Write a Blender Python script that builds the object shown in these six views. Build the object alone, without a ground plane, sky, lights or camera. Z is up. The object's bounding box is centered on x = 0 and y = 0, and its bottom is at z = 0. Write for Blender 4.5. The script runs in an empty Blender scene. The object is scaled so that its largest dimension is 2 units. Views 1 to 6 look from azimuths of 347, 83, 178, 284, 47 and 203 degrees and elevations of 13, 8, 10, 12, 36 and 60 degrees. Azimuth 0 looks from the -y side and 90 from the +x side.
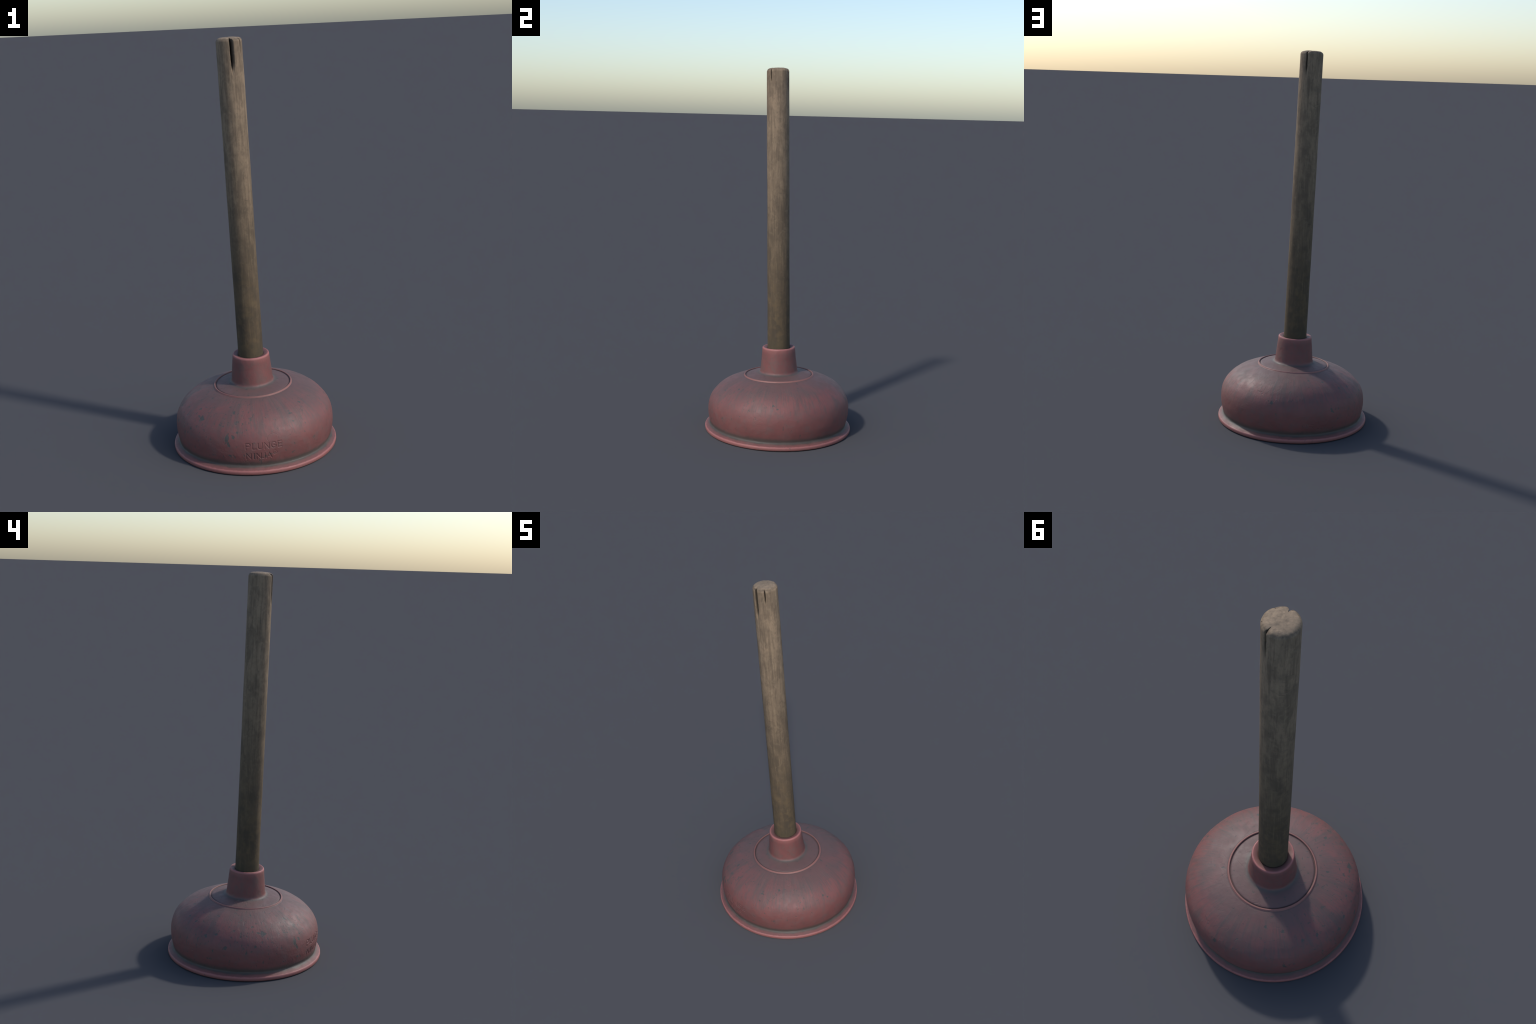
"""Weathered sink plunger: moulded red rubber cup with embossed ring, collar and
engraved lettering, and a slightly leaning, split-topped wooden handle."""
import bpy, math
import numpy as np
from mathutils import Matrix, Vector, noise

# ------------------------------------------------------------------ frame ---
LEAN_X, LEAN_Y = 0.0256, 0.0249     # slope of the handle axis towards -x and -y
PIVOT = np.array([0.0, -0.0005, 0.310])
TAU = 2 * math.pi


def smooth(a, b, x):
    t = np.clip((np.asarray(x, float) - a) / (b - a), 0, 1)
    return t * t * (3 - 2 * t)


def fbm(points, scale, seed, octaves=3):
    """Fractal noise (-1..1) evaluated at an array of points."""
    off = Vector((seed * 7.13, seed * 3.77, seed * 5.31))
    sc = np.asarray(scale, float) * np.ones(3)
    out = np.empty(len(points))
    for i, p in enumerate(points * sc):
        out[i] = noise.fractal(Vector(p) + off, 1.0, 2.0, octaves)
    return out


def lean(p):
    """Bend: the rim stays flat, everything above turns steadily with the handle."""
    k = np.clip((p[:, 2] - 0.03) / 0.27, 0, 1)
    q = p - PIVOT
    o = q.copy()
    o[:, 0] -= LEAN_X * k * q[:, 2]
    o[:, 1] -= LEAN_Y * k * q[:, 2]
    o[:, 2] += k * (LEAN_X * q[:, 0] + LEAN_Y * q[:, 1])
    return o + PIVOT


# -------------------------------------------------------------- cup outline ---
# (radius, height, region, finest step along the profile)
INNER, RIM, DOME, RING, COLLAR = range(5)
PROFILE = [
    (0.020, 0.288, INNER), (0.120, 0.284, INNER), (0.200, 0.270, INNER), (0.270, 0.246, INNER),
    (0.330, 0.206, INNER), (0.366, 0.150, INNER), (0.368, 0.090, INNER), (0.362, 0.045, INNER),
    (0.366, 0.012, INNER), (0.372, 0.001, INNER),
    (0.3800, 0.0000, RIM), (0.4020, 0.0000, RIM), (0.4055, 0.0006, RIM), (0.4077, 0.0030, RIM),
    (0.4085, 0.0065, RIM), (0.4084, 0.0120, RIM), (0.4076, 0.0166, RIM), (0.4056, 0.0196, RIM),
    (0.4025, 0.0214, RIM), (0.3980, 0.0236, RIM), (0.3900, 0.0280, RIM), (0.3838, 0.0322, RIM),
    (0.3808, 0.0362, DOME), (0.3808, 0.0410, DOME), (0.3840, 0.0520, DOME), (0.3885, 0.0720, DOME),
    (0.3918, 0.0950, DOME), (0.3928, 0.1180, DOME), (0.3918, 0.1410, DOME), (0.3878, 0.1640, DOME),
    (0.3808, 0.1850, DOME), (0.3702, 0.2050, DOME), (0.3561, 0.2228, DOME), (0.3405, 0.2390, DOME),
    (0.3238, 0.2525, DOME), (0.3070, 0.2637, DOME), (0.2885, 0.2735, DOME), (0.2700, 0.2818, DOME),
    (0.2510, 0.2893, DOME), (0.2300, 0.2967, DOME), (0.2120, 0.3022, DOME), (0.2000, 0.3054, DOME),
    (0.1966, 0.3060, RING), (0.1953, 0.3080, RING), (0.1934, 0.3114, RING), (0.1905, 0.3128, RING),
    (0.1876, 0.3116, RING), (0.1856, 0.3072, RING), (0.1840, 0.3056, RING),
    (0.1810, 0.3090, DOME), (0.1700, 0.3120, DOME), (0.1500, 0.3160, DOME), (0.1280, 0.3197, DOME),
    (0.1150, 0.3222, DOME),
    (0.1085, 0.3250, COLLAR), (0.1045, 0.3300, COLLAR), (0.1025, 0.3390, COLLAR), (0.1000, 0.3640, COLLAR),
    (0.0965, 0.4000, COLLAR), (0.0930, 0.4340, COLLAR), (0.0911, 0.4540, COLLAR), (0.0903, 0.4605, COLLAR),
    (0.0890, 0.4645, COLLAR), (0.0868, 0.4664, COLLAR), (0.0840, 0.4664, COLLAR), (0.0780, 0.4648, COLLAR),
    (0.0690, 0.4626, COLLAR), (0.0628, 0.4608, COLLAR), (0.0617, 0.4590, COLLAR), (0.0614, 0.4500, COLLAR),
    (0.0612, 0.4000, COLLAR),
]


def resample(profile):
    """Catmull-Rom through the outline, finest where the lettering sits."""
    pts = np.array([(r, z) for r, z, _ in profile])
    ext = np.vstack([2 * pts[0] - pts[1], pts, 2 * pts[-1] - pts[-2]])
    rows, tags = [], []
    for i in range(len(pts) - 1):
        a, b, c, d = ext[i:i + 4]
        length = np.linalg.norm(c - b)
        # tangents limited to the segment length so corners do not overshoot
        def tang(p, q, s):
            t = s - p
            n = np.linalg.norm(t)
            return t / n * length if n else t
        t0, t1 = tang(a, b, c), tang(b, c, d)
        mid = (b[1] + c[1]) / 2
        tag = profile[i][2]
        if tag == DOME and 0.062 < mid < 0.168:
            step = 0.0012
        elif tag in (RIM, RING):
            step = 0.0016
        else:
            step = 0.0050 if tag != INNER else 0.02
        n = max(1, int(round(length / step)))
        for k in range(n):
            t = k / n
            h = np.array([2 * t**3 - 3 * t**2 + 1, t**3 - 2 * t**2 + t, -2 * t**3 + 3 * t**2, t**3 - t**2])
            rows.append(h[0] * b + h[1] * t0 + h[2] * c + h[3] * t1)
            tags.append(tag)
    rows.append(pts[-1])
    tags.append(profile[-1][2])
    return np.array(rows), np.array(tags)


# --------------------------------------------------------------- lettering ---
def arc(cx, cy, rx, ry, a0, a1, n=10):
    return [(cx + rx * math.cos(math.radians(a)), cy + ry * math.sin(math.radians(a)))
            for a in np.linspace(a0, a1, n)]


GLYPH = {   # single-line strokes in a unit box
    "P": [[(0, 0), (0, 1), (.55, 1)] + arc(.55, .745, .42, .255, 90, -90) + [(0, .49)]],
    "L": [[(0, 1), (0, 0), (.85, 0)]],
    "U": [[(0, 1), (0, .36)] + arc(.5, .36, .5, .36, 180, 360) + [(1, 1)]],
    "N": [[(0, 0), (0, 1), (1, 0), (1, 1)]],
    "G": [arc(.52, .5, .52, .5, 42, 318, 18) + [(.97, .20), (.97, .46), (.56, .46)]],
    "E": [[(.9, 1), (0, 1), (0, 0), (.92, 0)], [(0, .52), (.82, .52)]],
    "I": [[(.5, 0), (.5, 1)]],
    "J": [[(.9, 1), (.9, .30)] + arc(.55, .30, .35, .30, 0, -120, 8) + [(.2, .06)]],
    "A": [[(0, 0), (.5, 1), (1, 0)], [(.19, .36), (.81, .36)]],
    "R": [[(0, 0), (0, 1), (.5, 1)] + arc(.5, .75, .4, .25, 90, -90) + [(0, .5)], [(.5, .5), (.95, 0)]],
    "O": [arc(.5, .5, .5, .5, 0, 360, 28)],
}
TEXT = [  # letter, left azimuth, right azimuth (degrees), bottom, top, stroke half width
    ("P", -20.0, -16.9, .1275, .1560, .0025), ("L", -15.3, -12.3, .1275, .1560, .0025),
    ("U", -11.5, -8.4, .1275, .1560, .0025), ("N", -7.0, -3.9, .1275, .1560, .0025),
    ("G", -2.3, 1.0, .1275, .1560, .0025), ("E", 2.5, 5.3, .1275, .1560, .0025),
    ("N", -19.7, -16.6, .0775, .1060, .0025), ("I", -15.6, -13.4, .0775, .1060, .0025),
    ("N", -12.7, -9.6, .0775, .1060, .0025), ("J", -9.0, -6.7, .0775, .1060, .0025),
    ("A", -5.8, -2.1, .0775, .1060, .0025),
    ("O", -1.35, 1.55, .0935, .1135, .0011), ("R", -0.35, 0.75, .0980, .1090, .0010),
]
LETTER_RADIUS = 0.392


def letter_depth(az_deg, z):
    """Distance to the strokes minus their half width (negative inside a stroke)."""
    x, best = np.radians(az_deg) * LETTER_RADIUS, np.full(len(z), 1.0)
    for ch, a0, a1, z0, z1, half in TEXT:
        x0, x1 = math.radians(a0) * LETTER_RADIUS, math.radians(a1) * LETTER_RADIUS
        for line in GLYPH[ch]:
            pts = [(x0 + u * (x1 - x0), z0 + v * (z1 - z0)) for u, v in line]
            for (ax, ay), (bx, by) in zip(pts, pts[1:]):
                dx, dy = bx - ax, by - ay
                t = np.clip(((x - ax) * dx + (z - ay) * dy) / (dx * dx + dy * dy + 1e-12), 0, 1)
                best = np.minimum(best, np.hypot(x - ax - t * dx, z - ay - t * dy) - half)
    return best


# ------------------------------------------------------------ node helpers ---
class Tree:
    """Small helper for writing shader node graphs."""

    def __init__(self, name):
        self.mat = bpy.data.materials.new(name)
        self.mat.use_nodes = True
        self.nt = self.mat.node_tree
        self.bsdf = self.nt.nodes["Principled BSDF"]
        tc = self.nt.nodes.new("ShaderNodeTexCoord")
        self.obj = tc.outputs["Object"]

    def put(self, socket, value):
        if hasattr(value, "is_output"):
            self.nt.links.new(value, socket)
        elif isinstance(value, (tuple, list)) and len(value) == 3 and socket.type == "RGBA":
            socket.default_value = (*value, 1)
        else:
            socket.default_value = value

    def math(self, op, a, b=0.0, c=0.0, clamp=False):
        n = self.nt.nodes.new("ShaderNodeMath")
        n.operation, n.use_clamp = op, clamp
        for s, v in zip(n.inputs, (a, b, c)):
            self.put(s, v)
        return n.outputs[0]

    def vec(self, op, a, b=(0, 0, 0), scale=None):
        n = self.nt.nodes.new("ShaderNodeVectorMath")
        n.operation = op
        self.put(n.inputs[0], a)
        self.put(n.inputs[1], b)
        if scale is not None:
            self.put(n.inputs["Scale"], scale)
        return n.outputs["Value"] if op in ("LENGTH", "DISTANCE", "DOT_PRODUCT") else n.outputs["Vector"]

    def mapping(self, v, scale=(1, 1, 1), loc=(0, 0, 0), rot=(0, 0, 0)):
        n = self.nt.nodes.new("ShaderNodeMapping")
        self.put(n.inputs["Vector"], v)
        n.inputs["Scale"].default_value, n.inputs["Location"].default_value = scale, loc
        n.inputs["Rotation"].default_value = rot
        return n.outputs[0]

    def noise(self, v, scale, detail=3.0, rough=0.55, distort=0.0, color=False):
        n = self.nt.nodes.new("ShaderNodeTexNoise")
        self.put(n.inputs["Vector"], v)
        n.inputs["Scale"].default_value, n.inputs["Detail"].default_value = scale, detail
        n.inputs["Roughness"].default_value, n.inputs["Distortion"].default_value = rough, distort
        return n.outputs["Color" if color else "Fac"]

    def voronoi(self, v, scale, feature="F1"):
        n = self.nt.nodes.new("ShaderNodeTexVoronoi")
        n.feature = feature
        self.put(n.inputs["Vector"], v)
        n.inputs["Scale"].default_value = scale
        return n.outputs["Distance"]

    def step(self, v, lo, hi, out0=0.0, out1=1.0):
        """Smoothstep from out0 at lo to out1 at hi (lo may exceed hi)."""
        if lo > hi:
            lo, hi, out0, out1 = hi, lo, out1, out0
        n = self.nt.nodes.new("ShaderNodeMapRange")
        n.interpolation_type = "SMOOTHSTEP"
        for s, x in zip(n.inputs, (v, lo, hi, out0, out1)):
            self.put(s, x)
        return n.outputs[0]

    def xyz(self, v):
        n = self.nt.nodes.new("ShaderNodeSeparateXYZ")
        self.put(n.inputs[0], v)
        return n.outputs

    def combine(self, x, y, z):
        n = self.nt.nodes.new("ShaderNodeCombineXYZ")
        for s, v in zip(n.inputs, (x, y, z)):
            self.put(s, v)
        return n.outputs[0]

    def mix(self, fac, a, b, blend="MIX"):
        n = self.nt.nodes.new("ShaderNodeMix")
        n.data_type, n.blend_type = "RGBA", blend
        self.put(n.inputs[0], fac)
        self.put(n.inputs[6], a)
        self.put(n.inputs[7], b)
        return n.outputs[2]

    def bump(self, height, strength, distance, normal=None):
        n = self.nt.nodes.new("ShaderNodeBump")
        n.inputs["Strength"].default_value, n.inputs["Distance"].default_value = strength, distance
        self.put(n.inputs["Height"], height)
        if normal is not None:
            self.put(n.inputs["Normal"], normal)
        return n.outputs[0]


# colours (linear base colours)
RUBBER_RED = (0.176, 0.062, 0.057)
RUBBER_DEEP = (0.150, 0.054, 0.050)
RUBBER_DUST = (0.122, 0.080, 0.073)
RUBBER_WORN = (0.330, 0.120, 0.110)
GRIME = (0.066, 0.068, 0.059)
VERDIGRIS = (0.050, 0.057, 0.051)

# larger stains on the cup: azimuth (deg), height, radius, upright stretch
STAINS = [
    (-60.0, .2345, .0115, 1.0), (-63.5, .2370, .0070, .7), (-33.5, .1780, .0085, 1.9), (-33.0, .1950, .0060, 1.2),
    (-29.0, .1850, .0065, 1.3), (-26.0, .2030, .0065, 1.0), (-32.3, .1500, .0065, 1.6), (-69.0, .2930, .0070, 1.3),
    (-68.0, .2585, .0060, 1.0), (-31.5, .0915, .0055, 1.0), (-32.0, .2711, .0080, .7), (17.5, .2240, .0065, 1.0),
    (18.5, .2530, .0060, .9), (78.0, .2265, .0050, .8), (82.0, .2100, .0060, 1.0), (50.5, .1590, .0040, 1.3),
    (34.5, .2705, .0060, .7), (160.5, .1950, .0060, 1.3), (-150.5, .1640, .0060, 1.8), (-149.5, .1560, .0060, 1.2),
    (-164.0, .2865, .0065, .8), (-149.0, .2780, .0075, .8), (-98.5, .2195, .0070, 1.1), (-107.0, .2030, .0050, 1.6),
    (-89.5, .1660, .0050, 1.8), (-99.0, .1430, .0060, 1.0), (-66.5, .1790, .0055, 1.0), (-123.0, .2420, .0060, 1.0),
    (-134.5, .2490, .0070, .7), (-73.5, .1475, .0050, 1.7),
]


def dome_radius(z):
    d = [(z_, r_) for r_, z_, tag in PROFILE if tag == DOME and 0.04 < z_ < 0.306]
    return float(np.interp(z, [a for a, _ in d], [b for _, b in d]))


def rubber(name, part, dark=0.0):
    """Dusty old red rubber; `part` picks which wear masks apply."""
    t = Tree(name)
    x, y, z = t.xyz(t.obj)
    r = t.vec("LENGTH", t.combine(x, y, 0.0))
    # --- base mottling
    big = t.noise(t.obj, 7.0, 4, 0.6, 0.4)
    mid = t.noise(t.mapping(t.obj, loc=(3, 1, 2)), 24.0, 4, 0.6)
    fine = t.noise(t.mapping(t.obj, loc=(1, 5, 2)), 130.0, 3, 0.6)
    col = t.mix(t.step(big, .36, .66), RUBBER_RED, RUBBER_DEEP)
    dust = t.step(mid, .45, .72, 0, .48)
    col = t.mix(dust, col, RUBBER_DUST)
    col = t.mix(t.step(fine, .50, .75, 0, .28), col, GRIME)
    height = t.math("MULTIPLY", fine, 0.35)
    if part in ("dome", "lettering"):
        # dust lies on the upward facing top
        lay = t.math("ADD", z, t.math("MULTIPLY", t.math("SUBTRACT", big, .5), .16))
        col = t.mix(t.step(lay, .215, .315, 0, .70), col, (.100, .068, .063))
        # meridian streaks running down from the ring
        inv = t.math("DIVIDE", 1.0, t.math("MAXIMUM", r, .02))
        pol = t.combine(t.math("MULTIPLY", x, inv), t.math("MULTIPLY", y, inv), t.math("MULTIPLY", z, .55))
        streak = t.noise(pol, 13.0, 4, 0.62, 0.25)
        streak2 = t.noise(t.mapping(pol, loc=(4, 2, 0)), 36.0, 3, 0.6, 0.3)
        band = t.math("MULTIPLY", t.step(z, .150, .215), t.step(z, .312, .285))
        s1 = t.math("MULTIPLY", t.step(streak, .50, .64), band)
        s2 = t.math("MULTIPLY", t.step(streak2, .50, .62), band)
        col = t.mix(t.math("MULTIPLY", s1, .50), col, (.082, .060, .054))
        col = t.mix(t.math("MULTIPLY", s2, .42), col, (.082, .064, .060))
        height = t.math("ADD", height, t.math("MULTIPLY", t.math("MULTIPLY", streak2, band), 1.2))
        # small grime specks, thicker on the -x / -y flank
        sp = t.mapping(t.obj, scale=(1, 1, .62))
        spn = t.noise(t.mapping(sp, loc=(2, 7, 1)), 62.0, 3, 0.5, 0.3)
        side = t.math("ADD", t.math("MULTIPLY", t.math("ADD", x, t.math("MULTIPLY", y, .6)), -.11),
                      t.math("MULTIPLY", t.noise(t.mapping(t.obj, loc=(8, 1, 4)), 6.0, 2, .5), .12))
        speck = t.step(t.math("ADD", spn, side), .700, .760)
        # larger stains at known places
        warp = t.vec("SCALE", t.vec("SUBTRACT", t.noise(t.obj, 55.0, 3, .6, 0, True), (.5, .5, .5)), scale=.032)
        wp = t.vec("ADD", t.obj, warp)
        near = None
        for az, zz, rad, up in STAINS:
            a, rr = math.radians(az), dome_radius(zz)
            c = lean(np.array([[rr * math.sin(a), -rr * math.cos(a), zz]]))[0]
            d = t.vec("MULTIPLY", t.vec("SUBTRACT", wp, tuple(c)), (1, 1, 1 / up))
            d = t.math("DIVIDE", t.vec("LENGTH", d), rad)
            near = d if near is None else t.math("MINIMUM", near, d)
        stain = t.math("MAXIMUM", t.math("MULTIPLY", speck, .75), t.step(near, 1.42, .95))
        col = t.mix(t.math("MULTIPLY", stain, .86), col, VERDIGRIS)
        height = t.math("SUBTRACT", height, t.math("MULTIPLY", stain, .8))
        # hairline scuffs: thin curved lines
        line = t.noise(t.mapping(t.obj, loc=(5, 5, 5)), 9.0, 1.5, .5, 1.1)
        hair = t.step(t.math("ABSOLUTE", t.math("SUBTRACT", line, .5)), .0065, .001)
        hair = t.math("MULTIPLY", hair, t.step(t.noise(t.mapping(t.obj, loc=(1, 9, 3)), 8.0, 2), .50, .60))
        height = t.math("SUBTRACT", height, t.math("MULTIPLY", hair, 2.2))
        col = t.mix(t.math("MULTIPLY", hair, .25), col, GRIME)
        # dark grey-green bands in the seams at the flange and round the collar
        wob = t.math("MULTIPLY", t.math("SUBTRACT", mid, .5), .030)
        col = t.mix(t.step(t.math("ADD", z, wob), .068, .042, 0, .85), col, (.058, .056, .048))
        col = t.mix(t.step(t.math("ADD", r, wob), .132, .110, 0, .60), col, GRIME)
        # contact shade beside the raised ring, painted into the base colour
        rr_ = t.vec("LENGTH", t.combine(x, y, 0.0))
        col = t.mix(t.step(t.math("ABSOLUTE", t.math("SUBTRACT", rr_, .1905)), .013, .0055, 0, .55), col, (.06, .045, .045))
    if part == "rim":
        wob = t.math("MULTIPLY", t.math("SUBTRACT", mid, .5), .020)
        rw = t.math("ADD", r, wob)
        col = t.mix(t.step(rw, .397, .3815, 0, .92), col, (.050, .047, .039))
        nick = t.math("MULTIPLY", t.math("SUBTRACT", t.noise(t.obj, 70.0, 3, .6), .5), .010)
        worn = t.math("MULTIPLY", t.step(t.math("ADD", r, nick), .4000, .4060), t.step(z, .004, .018, .22, 1.0))
        col = t.mix(t.math("MULTIPLY", worn, .76), col, RUBBER_WORN)
        col = t.mix(t.step(t.noise(t.mapping(t.obj, loc=(4, 4, 1)), 48.0, 3), .66, .72, 0, .6), col, GRIME)
    if part == "ring":
        col = t.mix(t.step(z, .303, .310, .20, .60), col, (.270, .125, .104))
        col = t.mix(t.step(t.math("ADD", r, 0.0), .1885, .1855, 0, .75), col, (.050, .040, .040))  # occlusion in the groove, tinted onto the ring's inner edge
    if part == "collar":
        mot = t.noise(t.mapping(t.obj, loc=(6, 2, 8), scale=(1, 1, .7)), 30.0, 4, .65, .6)
        col = t.mix(t.step(mot, .48, .66, 0, .55), col, (.115, .075, .066))
        height = t.math("ADD", height, t.math("MULTIPLY", mot, 2.0))
        q = t.vec("SUBTRACT", t.obj, tuple(PIVOT))
        ax = Vector((-LEAN_X, -LEAN_Y, 1)).normalized()
        h = t.vec("DOT_PRODUCT", q, tuple(ax))
        rad = t.vec("LENGTH", t.vec("SUBTRACT", q, t.vec("SCALE", tuple(ax), scale=h)))
        top = .4668 - PIVOT[2]
        edge = t.vec("LENGTH", t.combine(t.math("SUBTRACT", rad, .0888), t.math("SUBTRACT", h, top - .0028), 0.0))
        col = t.mix(t.step(edge, .034, .004, 0, .35), col, RUBBER_WORN)
        col = t.mix(t.step(edge, .0080, .0030, 0, .90), col, RUBBER_WORN)
        wob = t.math("MULTIPLY", t.math("SUBTRACT", mid, .5), .022)
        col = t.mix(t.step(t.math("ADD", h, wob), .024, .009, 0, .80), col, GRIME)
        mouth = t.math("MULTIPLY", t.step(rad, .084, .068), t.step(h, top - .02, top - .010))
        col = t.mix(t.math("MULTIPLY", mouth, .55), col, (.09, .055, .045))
    if part == "lettering":
        dark = max(dark, .28)
    if dark:
        col = t.mix(dark, col, (.060, .040, .036))
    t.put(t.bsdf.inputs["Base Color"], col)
    t.put(t.bsdf.inputs["Roughness"], t.step(mid, .3, .7, .55, .67))
    t.bsdf.inputs["Specular IOR Level"].default_value = 0.5
    lumps = t.noise(t.mapping(t.obj, loc=(9, 2, 2)), 34.0, 3, .6, .4)
    n1 = t.bump(lumps, .40, .003)
    t.put(t.bsdf.inputs["Normal"], t.bump(height, .30, .0014, n1))
    return t.mat


def wood(name, top):
    """Grey-brown weathered wood, grain along the handle axis (local z)."""
    t = Tree(name)
    x, y, z = t.xyz(t.obj)
    r = t.vec("LENGTH", t.combine(x, y, 0.0))
    warp = t.vec("SCALE", t.vec("SUBTRACT", t.noise(t.mapping(t.obj, scale=(1, 1, .35)), 14.0, 2, .5, 0, True), (.5, .5, .5)), scale=.014)
    p = t.vec("ADD", t.obj, warp)
    grain = t.noise(t.mapping(p, scale=(1, 1, .045)), 130.0, 4, .6)
    broad = t.noise(t.mapping(p, scale=(1, 1, .16), loc=(3, 0, 1)), 34.0, 4, .6, .3)
    blotch = t.noise(t.mapping(t.obj, scale=(1, 1, .45), loc=(1, 6, 2)), 19.0, 4, .62, .5)
    speck = t.noise(t.mapping(t.obj, scale=(1, 1, .6), loc=(7, 6, 2)), 95.0, 3, .6)
    frac = t.step(z, .45, 1.88)
    pale = t.mix(frac, (.094, .068, .042), (.275, .200, .134))
    dark = t.mix(frac, (.066, .051, .035), (.155, .115, .080))
    col = t.mix(t.step(blotch, .40, .66, 0, .85), pale, dark)
    col = t.mix(t.step(broad, .46, .68, 0, .45), col, dark)
    col = t.mix(t.step(grain, .49, .65, 0, .42), col, (.084, .063, .046))
    col = t.mix(t.step(grain, .45, .31, 0, .42), col, t.mix(frac, (.165, .122, .070), (.33, .248, .160)))
    col = t.mix(t.step(speck, .58, .72, 0, .35), col, (.075, .062, .050))
    mott = t.noise(t.mapping(t.obj, scale=(1, 1, .8), loc=(5, 2, 2)), 48.0, 3, .6, .6)
    col = t.mix(t.step(mott, .50, .66, 0, .35), col, dark)
    col = t.mix(t.step(mott, .46, .32, 0, .22), col, t.mix(frac, (.16, .12, .072), (.34, .26, .175)))
    # ochre traces near the bottom, dark moist foot in the collar
    warm = t.math("MULTIPLY", t.step(t.noise(t.obj, 26.0, 3), .45, .65), t.step(z, 1.2, .55, 0, .40))
    col = t.mix(warm, col, (.150, .105, .055))
    col = t.mix(t.step(z, .56, .455, 0, .55), col, (.070, .058, .036))
    # short cross cuts and tool nicks
    cut = t.noise(t.mapping(t.obj, scale=(.35, .35, 2.6), loc=(2, 2, 9)), 26.0, 2, .5, .4)
    cut = t.math("MULTIPLY", t.step(t.math("ABSOLUTE", t.math("SUBTRACT", cut, .5)), .012, .002),
                 t.step(t.noise(t.mapping(t.obj, loc=(3, 3, 7)), 15.0, 2), .60, .66))
    col = t.mix(t.math("MULTIPLY", cut, .45), col, (.06, .05, .04))
    # end grain; split insides blackened in colour for their shadow and stain
    below = t.math("SUBTRACT", top, z)
    end = t.math("MULTIPLY", t.step(below, .009, .002), .45)
    col = t.mix(end, col, (.262, .200, .140))
    inside = t.math("MULTIPLY", t.step(r, .0598, .0510), t.step(below, .0030, .012))
    col = t.mix(t.math("MULTIPLY", inside, .88), col, (.030, .026, .022))
    t.put(t.bsdf.inputs["Base Color"], col)
    t.bsdf.inputs["Roughness"].default_value = 0.78
    t.bsdf.inputs["Specular IOR Level"].default_value = 0.20
    h = t.math("ADD", t.math("MULTIPLY", grain, .6), t.math("MULTIPLY", speck, .4))
    h = t.math("SUBTRACT", h, t.math("MULTIPLY", cut, 1.0))
    n1 = t.bump(broad, .20, .003)
    t.put(t.bsdf.inputs["Normal"], t.bump(h, .45, .0014, n1))
    return t.mat


def mesh_object(name, verts, faces, mat, parent, normals=None):
    me = bpy.data.meshes.new(name)
    me.from_pydata(verts.tolist(), [], faces)
    me.polygons.foreach_set("use_smooth", [True] * len(me.polygons))
    me.materials.append(mat)
    if normals is not None:
        me.normals_split_custom_set_from_vertices(normals.tolist())
    ob = bpy.data.objects.new(name, me)
    bpy.context.scene.collection.objects.link(ob)
    ob.parent = parent
    return ob


# ------------------------------------------------------------------- build ---
plunger = bpy.data.objects.new("plunger", None)
bpy.context.scene.collection.objects.link(plunger)
plunger["label"] = "Worn red rubber sink plunger with weathered split wooden handle"
plunger["category"] = "plunger"

# --- rubber cup: one moulded surface of revolution, split into regions -------
rows, tags = resample(PROFILE)
az = np.concatenate([np.linspace(-22.0, 7.0, 170, endpoint=False), np.linspace(7.0, 338.0, 280, endpoint=False)])
A = np.radians(az)
nr, na = len(rows), len(az)
az_all, z_all = np.tile(np.where(az > 180, az - 360, az), nr), np.repeat(rows[:, 1], na)
tang = np.gradient(rows, axis=0)
nrm2 = np.stack([tang[:, 1], -tang[:, 0]], 1)
nrm2 /= np.linalg.norm(nrm2, axis=1)[:, None]
R = np.repeat(rows[:, 0], na)
sinA, cosA = np.tile(np.sin(A), nr), np.tile(np.cos(A), nr)
P = np.stack([R * sinA, -R * cosA, z_all], 1)
NRM = np.stack([np.repeat(nrm2[:, 0], na) * sinA, -np.repeat(nrm2[:, 0], na) * cosA, np.repeat(nrm2[:, 1], na)], 1)
tag_all = np.repeat(tags, na)
outer = np.isin(tag_all, (DOME, COLLAR, RIM))
disp = np.zeros(len(P))
disp[outer] += 0.0011 * fbm(P[outer], 9.0, 1, 2) + 0.00045 * fbm(P[outer], 30.0, 2, 2)
disp[tag_all == RIM] *= 0.45
disp[(tag_all == RIM) & (P[:, 2] < 0.004)] = 0
# engraved words on the front flank
zone = (tag_all == DOME) & (R > 0.36) & (z_all > .06) & (z_all < .17) & (az_all > -22) & (az_all < 8)
ld = np.full(len(P), 1.0)
ld[zone] = letter_depth(az_all[zone], z_all[zone])
disp -= 0.0016 * (1 - smooth(-0.0012, 0.0010, ld))
P = lean(P + NRM * disp[:, None])
P[:, 2] = np.maximum(P[:, 2], 0.0)

idx = np.arange(nr * na).reshape(nr, na)
nxt = np.roll(idx, -1, axis=1)
quads = np.stack([idx[:-1], nxt[:-1], nxt[1:], idx[1:]], -1).reshape(-1, 4)
quad_tag = np.repeat(tags[:-1], na)
in_letter = ld[quads].mean(1) < 0.0
whole = bpy.data.meshes.new("cup_whole")
whole.from_pydata(P.tolist(), [], quads.tolist())
whole.update()
vn = np.empty(len(P) * 3, np.float32)
whole.vertex_normals.foreach_get("vector", vn)
vn = vn.reshape(-1, 3)
bpy.data.meshes.remove(whole)

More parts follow.
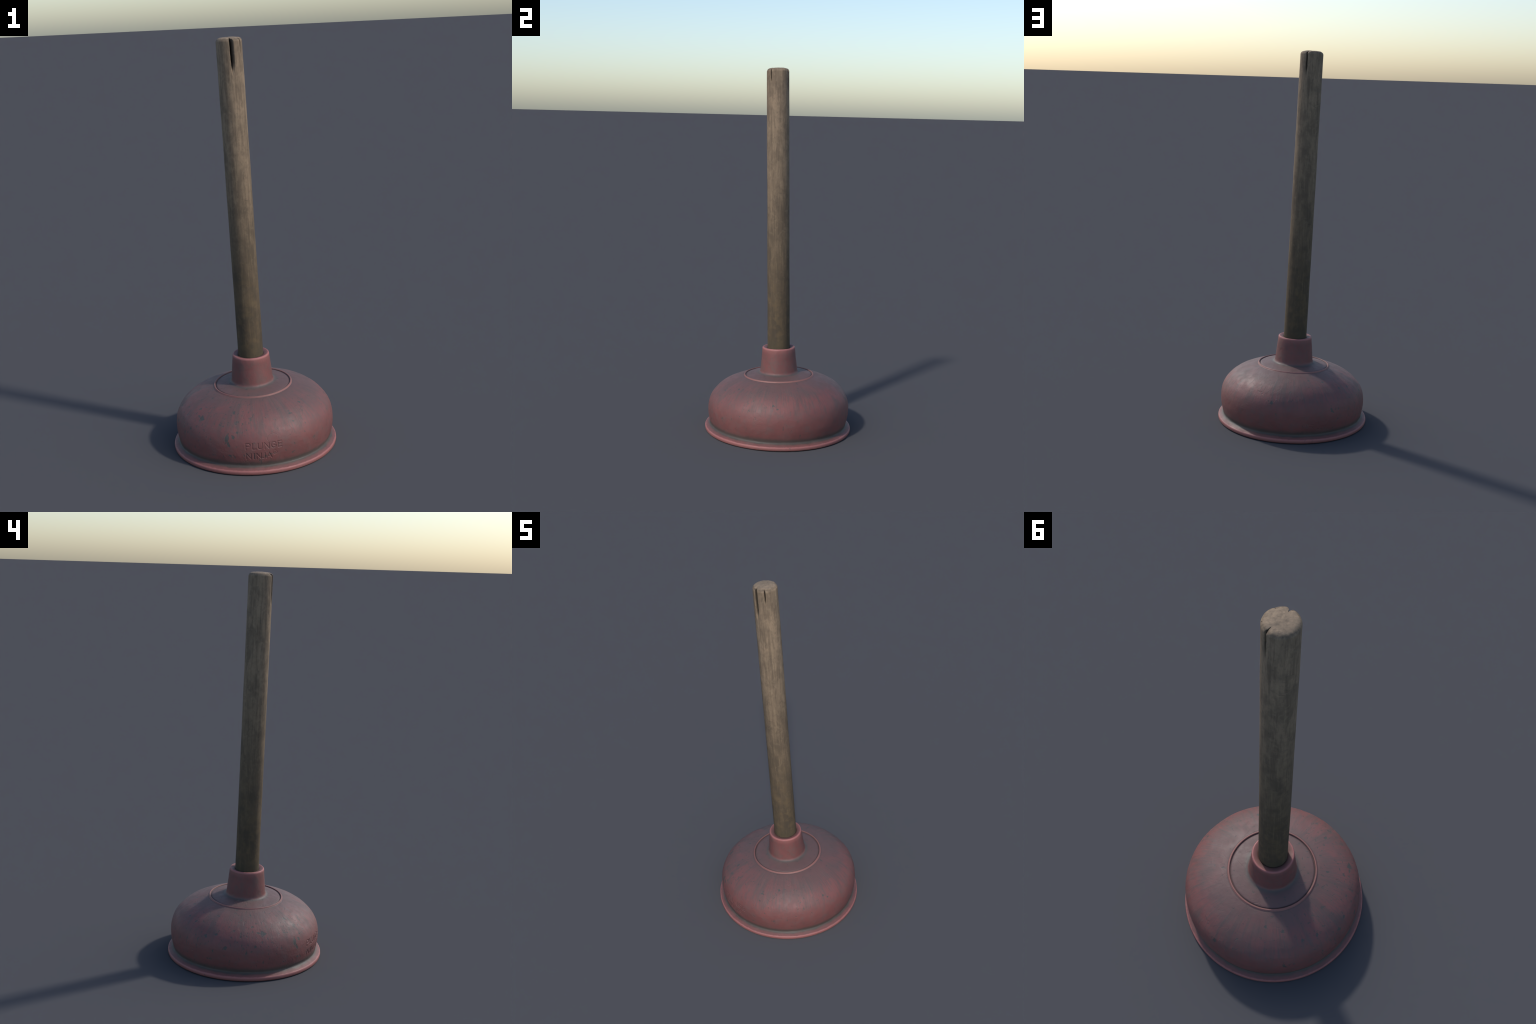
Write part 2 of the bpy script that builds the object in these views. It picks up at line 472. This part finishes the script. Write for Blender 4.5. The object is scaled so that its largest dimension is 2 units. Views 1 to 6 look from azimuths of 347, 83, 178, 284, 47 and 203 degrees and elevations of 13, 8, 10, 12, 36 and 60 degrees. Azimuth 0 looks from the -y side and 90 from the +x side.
cup = bpy.data.objects.new("rubber_cup", None)
bpy.context.scene.collection.objects.link(cup)
cup.parent = plunger
for name, part, sel in (
    ("dome", "dome", ((quad_tag == DOME) | (quad_tag == INNER)) & ~in_letter),
    ("engraved_lettering", "lettering", in_letter),
    ("flange_rim", "rim", quad_tag == RIM),
    ("raised_ring", "ring", quad_tag == RING),
    ("collar", "collar", quad_tag == COLLAR),
):
    q = quads[sel]
    used, inv = np.unique(q, return_inverse=True)
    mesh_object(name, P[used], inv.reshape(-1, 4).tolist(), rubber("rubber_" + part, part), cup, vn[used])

# --- wooden handle: local z is its axis --------------------------------------
H_RADIUS, H_TOP, H_BOTTOM, ROUND_H = 0.0607, 1.9990, 0.33, 0.0200
SPLITS = [  # azimuth, steep side width, sloping side width, length, depth, drift down the split, sloping side
    (-10.0, 0.0034, 0.0190, 0.170, 0.0155, 0.0060, 1), (42.5, 0.0030, 0.0070, 0.084, 0.0100, 0.0030, 1),
    (153.0, 0.0034, 0.0095, 0.124, 0.0140, -0.0010, -1), (113.0, 0.0060, 0.0070, 0.016, 0.0035, 0.0, 1),
]
# worn end: superellipse shoulder, nearly flat in the middle
worn_end = [math.asin(u ** 3.0) for u in np.linspace(0.03, 0.86, 50)]
worn_end += list(np.linspace(worn_end[-1], math.pi / 2, 26)[1:])
prof = [(H_RADIUS * math.sin(a) ** (1 / 3.0), ROUND_H * (1 - math.cos(a))) for a in worn_end]
prof += [(H_RADIUS, d) for d in prof[-1][1] + np.arange(1, 62) * 0.0025]
last = prof[-1][1]
prof += [(H_RADIUS + 0.0011 * (d / 1.5), d) for d in np.linspace(last, H_TOP - H_BOTTOM, 170)[1:]]
prof = np.array(prof)
ha = np.linspace(0, 360, 400, endpoint=False)
hn, hm = len(prof), len(ha)
hr, hd, hz = np.repeat(prof[:, 0], hm), np.repeat(prof[:, 1], hm), np.tile(ha, hn)
hrad = np.radians(hz)
base = np.stack([hr * np.sin(hrad), -hr * np.cos(hrad), H_TOP - hd], 1)
lump = 0.0007 * fbm(base, (14, 14, 4), 5, 2) + 0.0004 * fbm(base, (48, 48, 5), 6, 2)
endness = smooth(0.022, 0.0, hd)
endlump = fbm(base, (42, 42, 20), 7, 3)
hr = hr + lump * smooth(0.01, 0.05, hr)
wig = 0.0016 * fbm(np.stack([0 * hd, 0 * hd, hd], 1), (1, 1, 38), 8, 3)
for a0, steep, slope, length, depth, drift, side in SPLITS:
    d = (hz - a0 + 180) % 360 - 180
    low = np.clip(hd / length, 0, 1)
    off = side * (np.radians(d) * H_RADIUS + wig) - drift * low
    taper = np.clip((1 - low) * 4, 0, 1) ** 0.6
    wl, wr = (steep + abs(drift) * low * 0.6) * taper, (slope - abs(drift) * low * 0.8) * taper
    v = np.clip(1 - np.where(off < 0, -off / (wl + 1e-6), off / (wr + 1e-6)), 0, 1)
    # steep wall on one side, long slope on the other, a deeper slit where they meet
    wall = np.where(off < 0, smooth(0.05, 0.85, v), 0.8 * v + 0.2 * smooth(0, .5, v))
    slit = smooth(0.62, 0.90, v) * np.clip((0.86 - low) * 4, 0, 1)
    cutd = (depth * wall + 0.6 * depth * slit) * np.clip((1 - low) * 2.6, 0, 1)
    hr = np.where(cutd > 1e-5, np.minimum(hr, H_RADIUS - cutd), hr)
top_z = H_TOP - hd + endness * (0.0018 * endlump)
# corners of the end are worn lower beside the splits
for a0, steep, slope, length, depth, drift, side in SPLITS:
    d = (hz - a0 + 180) % 360 - 180
    near = np.exp(-(np.radians(d) * H_RADIUS / 0.012) ** 2) * smooth(0.030, 0.055, prof[:, 0].repeat(hm))
    top_z -= 0.0045 * near * endness * min(1, depth / 0.018)
HP = np.stack([hr * np.sin(hrad), -hr * np.cos(hrad), top_z], 1)
hi = np.arange(hn * hm).reshape(hn, hm)
hx = np.roll(hi, -1, axis=1)
hq = np.stack([hi[:-1], hi[1:], hx[1:], hx[:-1]], -1).reshape(-1, 4).tolist()
hq.append(hi[0].tolist())
hq.append(hi[-1][::-1].tolist())
axis = Vector((-LEAN_X, -LEAN_Y, 1)).normalized()
rot = Vector((0, 0, 1)).rotation_difference(axis).to_matrix().to_4x4()
place = Matrix.Translation(Vector(PIVOT)) @ rot @ Matrix.Translation(Vector((0, 0, -PIVOT[2])))
world = HP @ np.array(place.to_3x3()).T + np.array(place.translation)
place = Matrix.Translation((0, 0, 2.0 - world[:, 2].max())) @ place
handle = mesh_object("wooden_handle", HP, hq, wood("weathered_wood", H_TOP), plunger)
handle.matrix_local = place
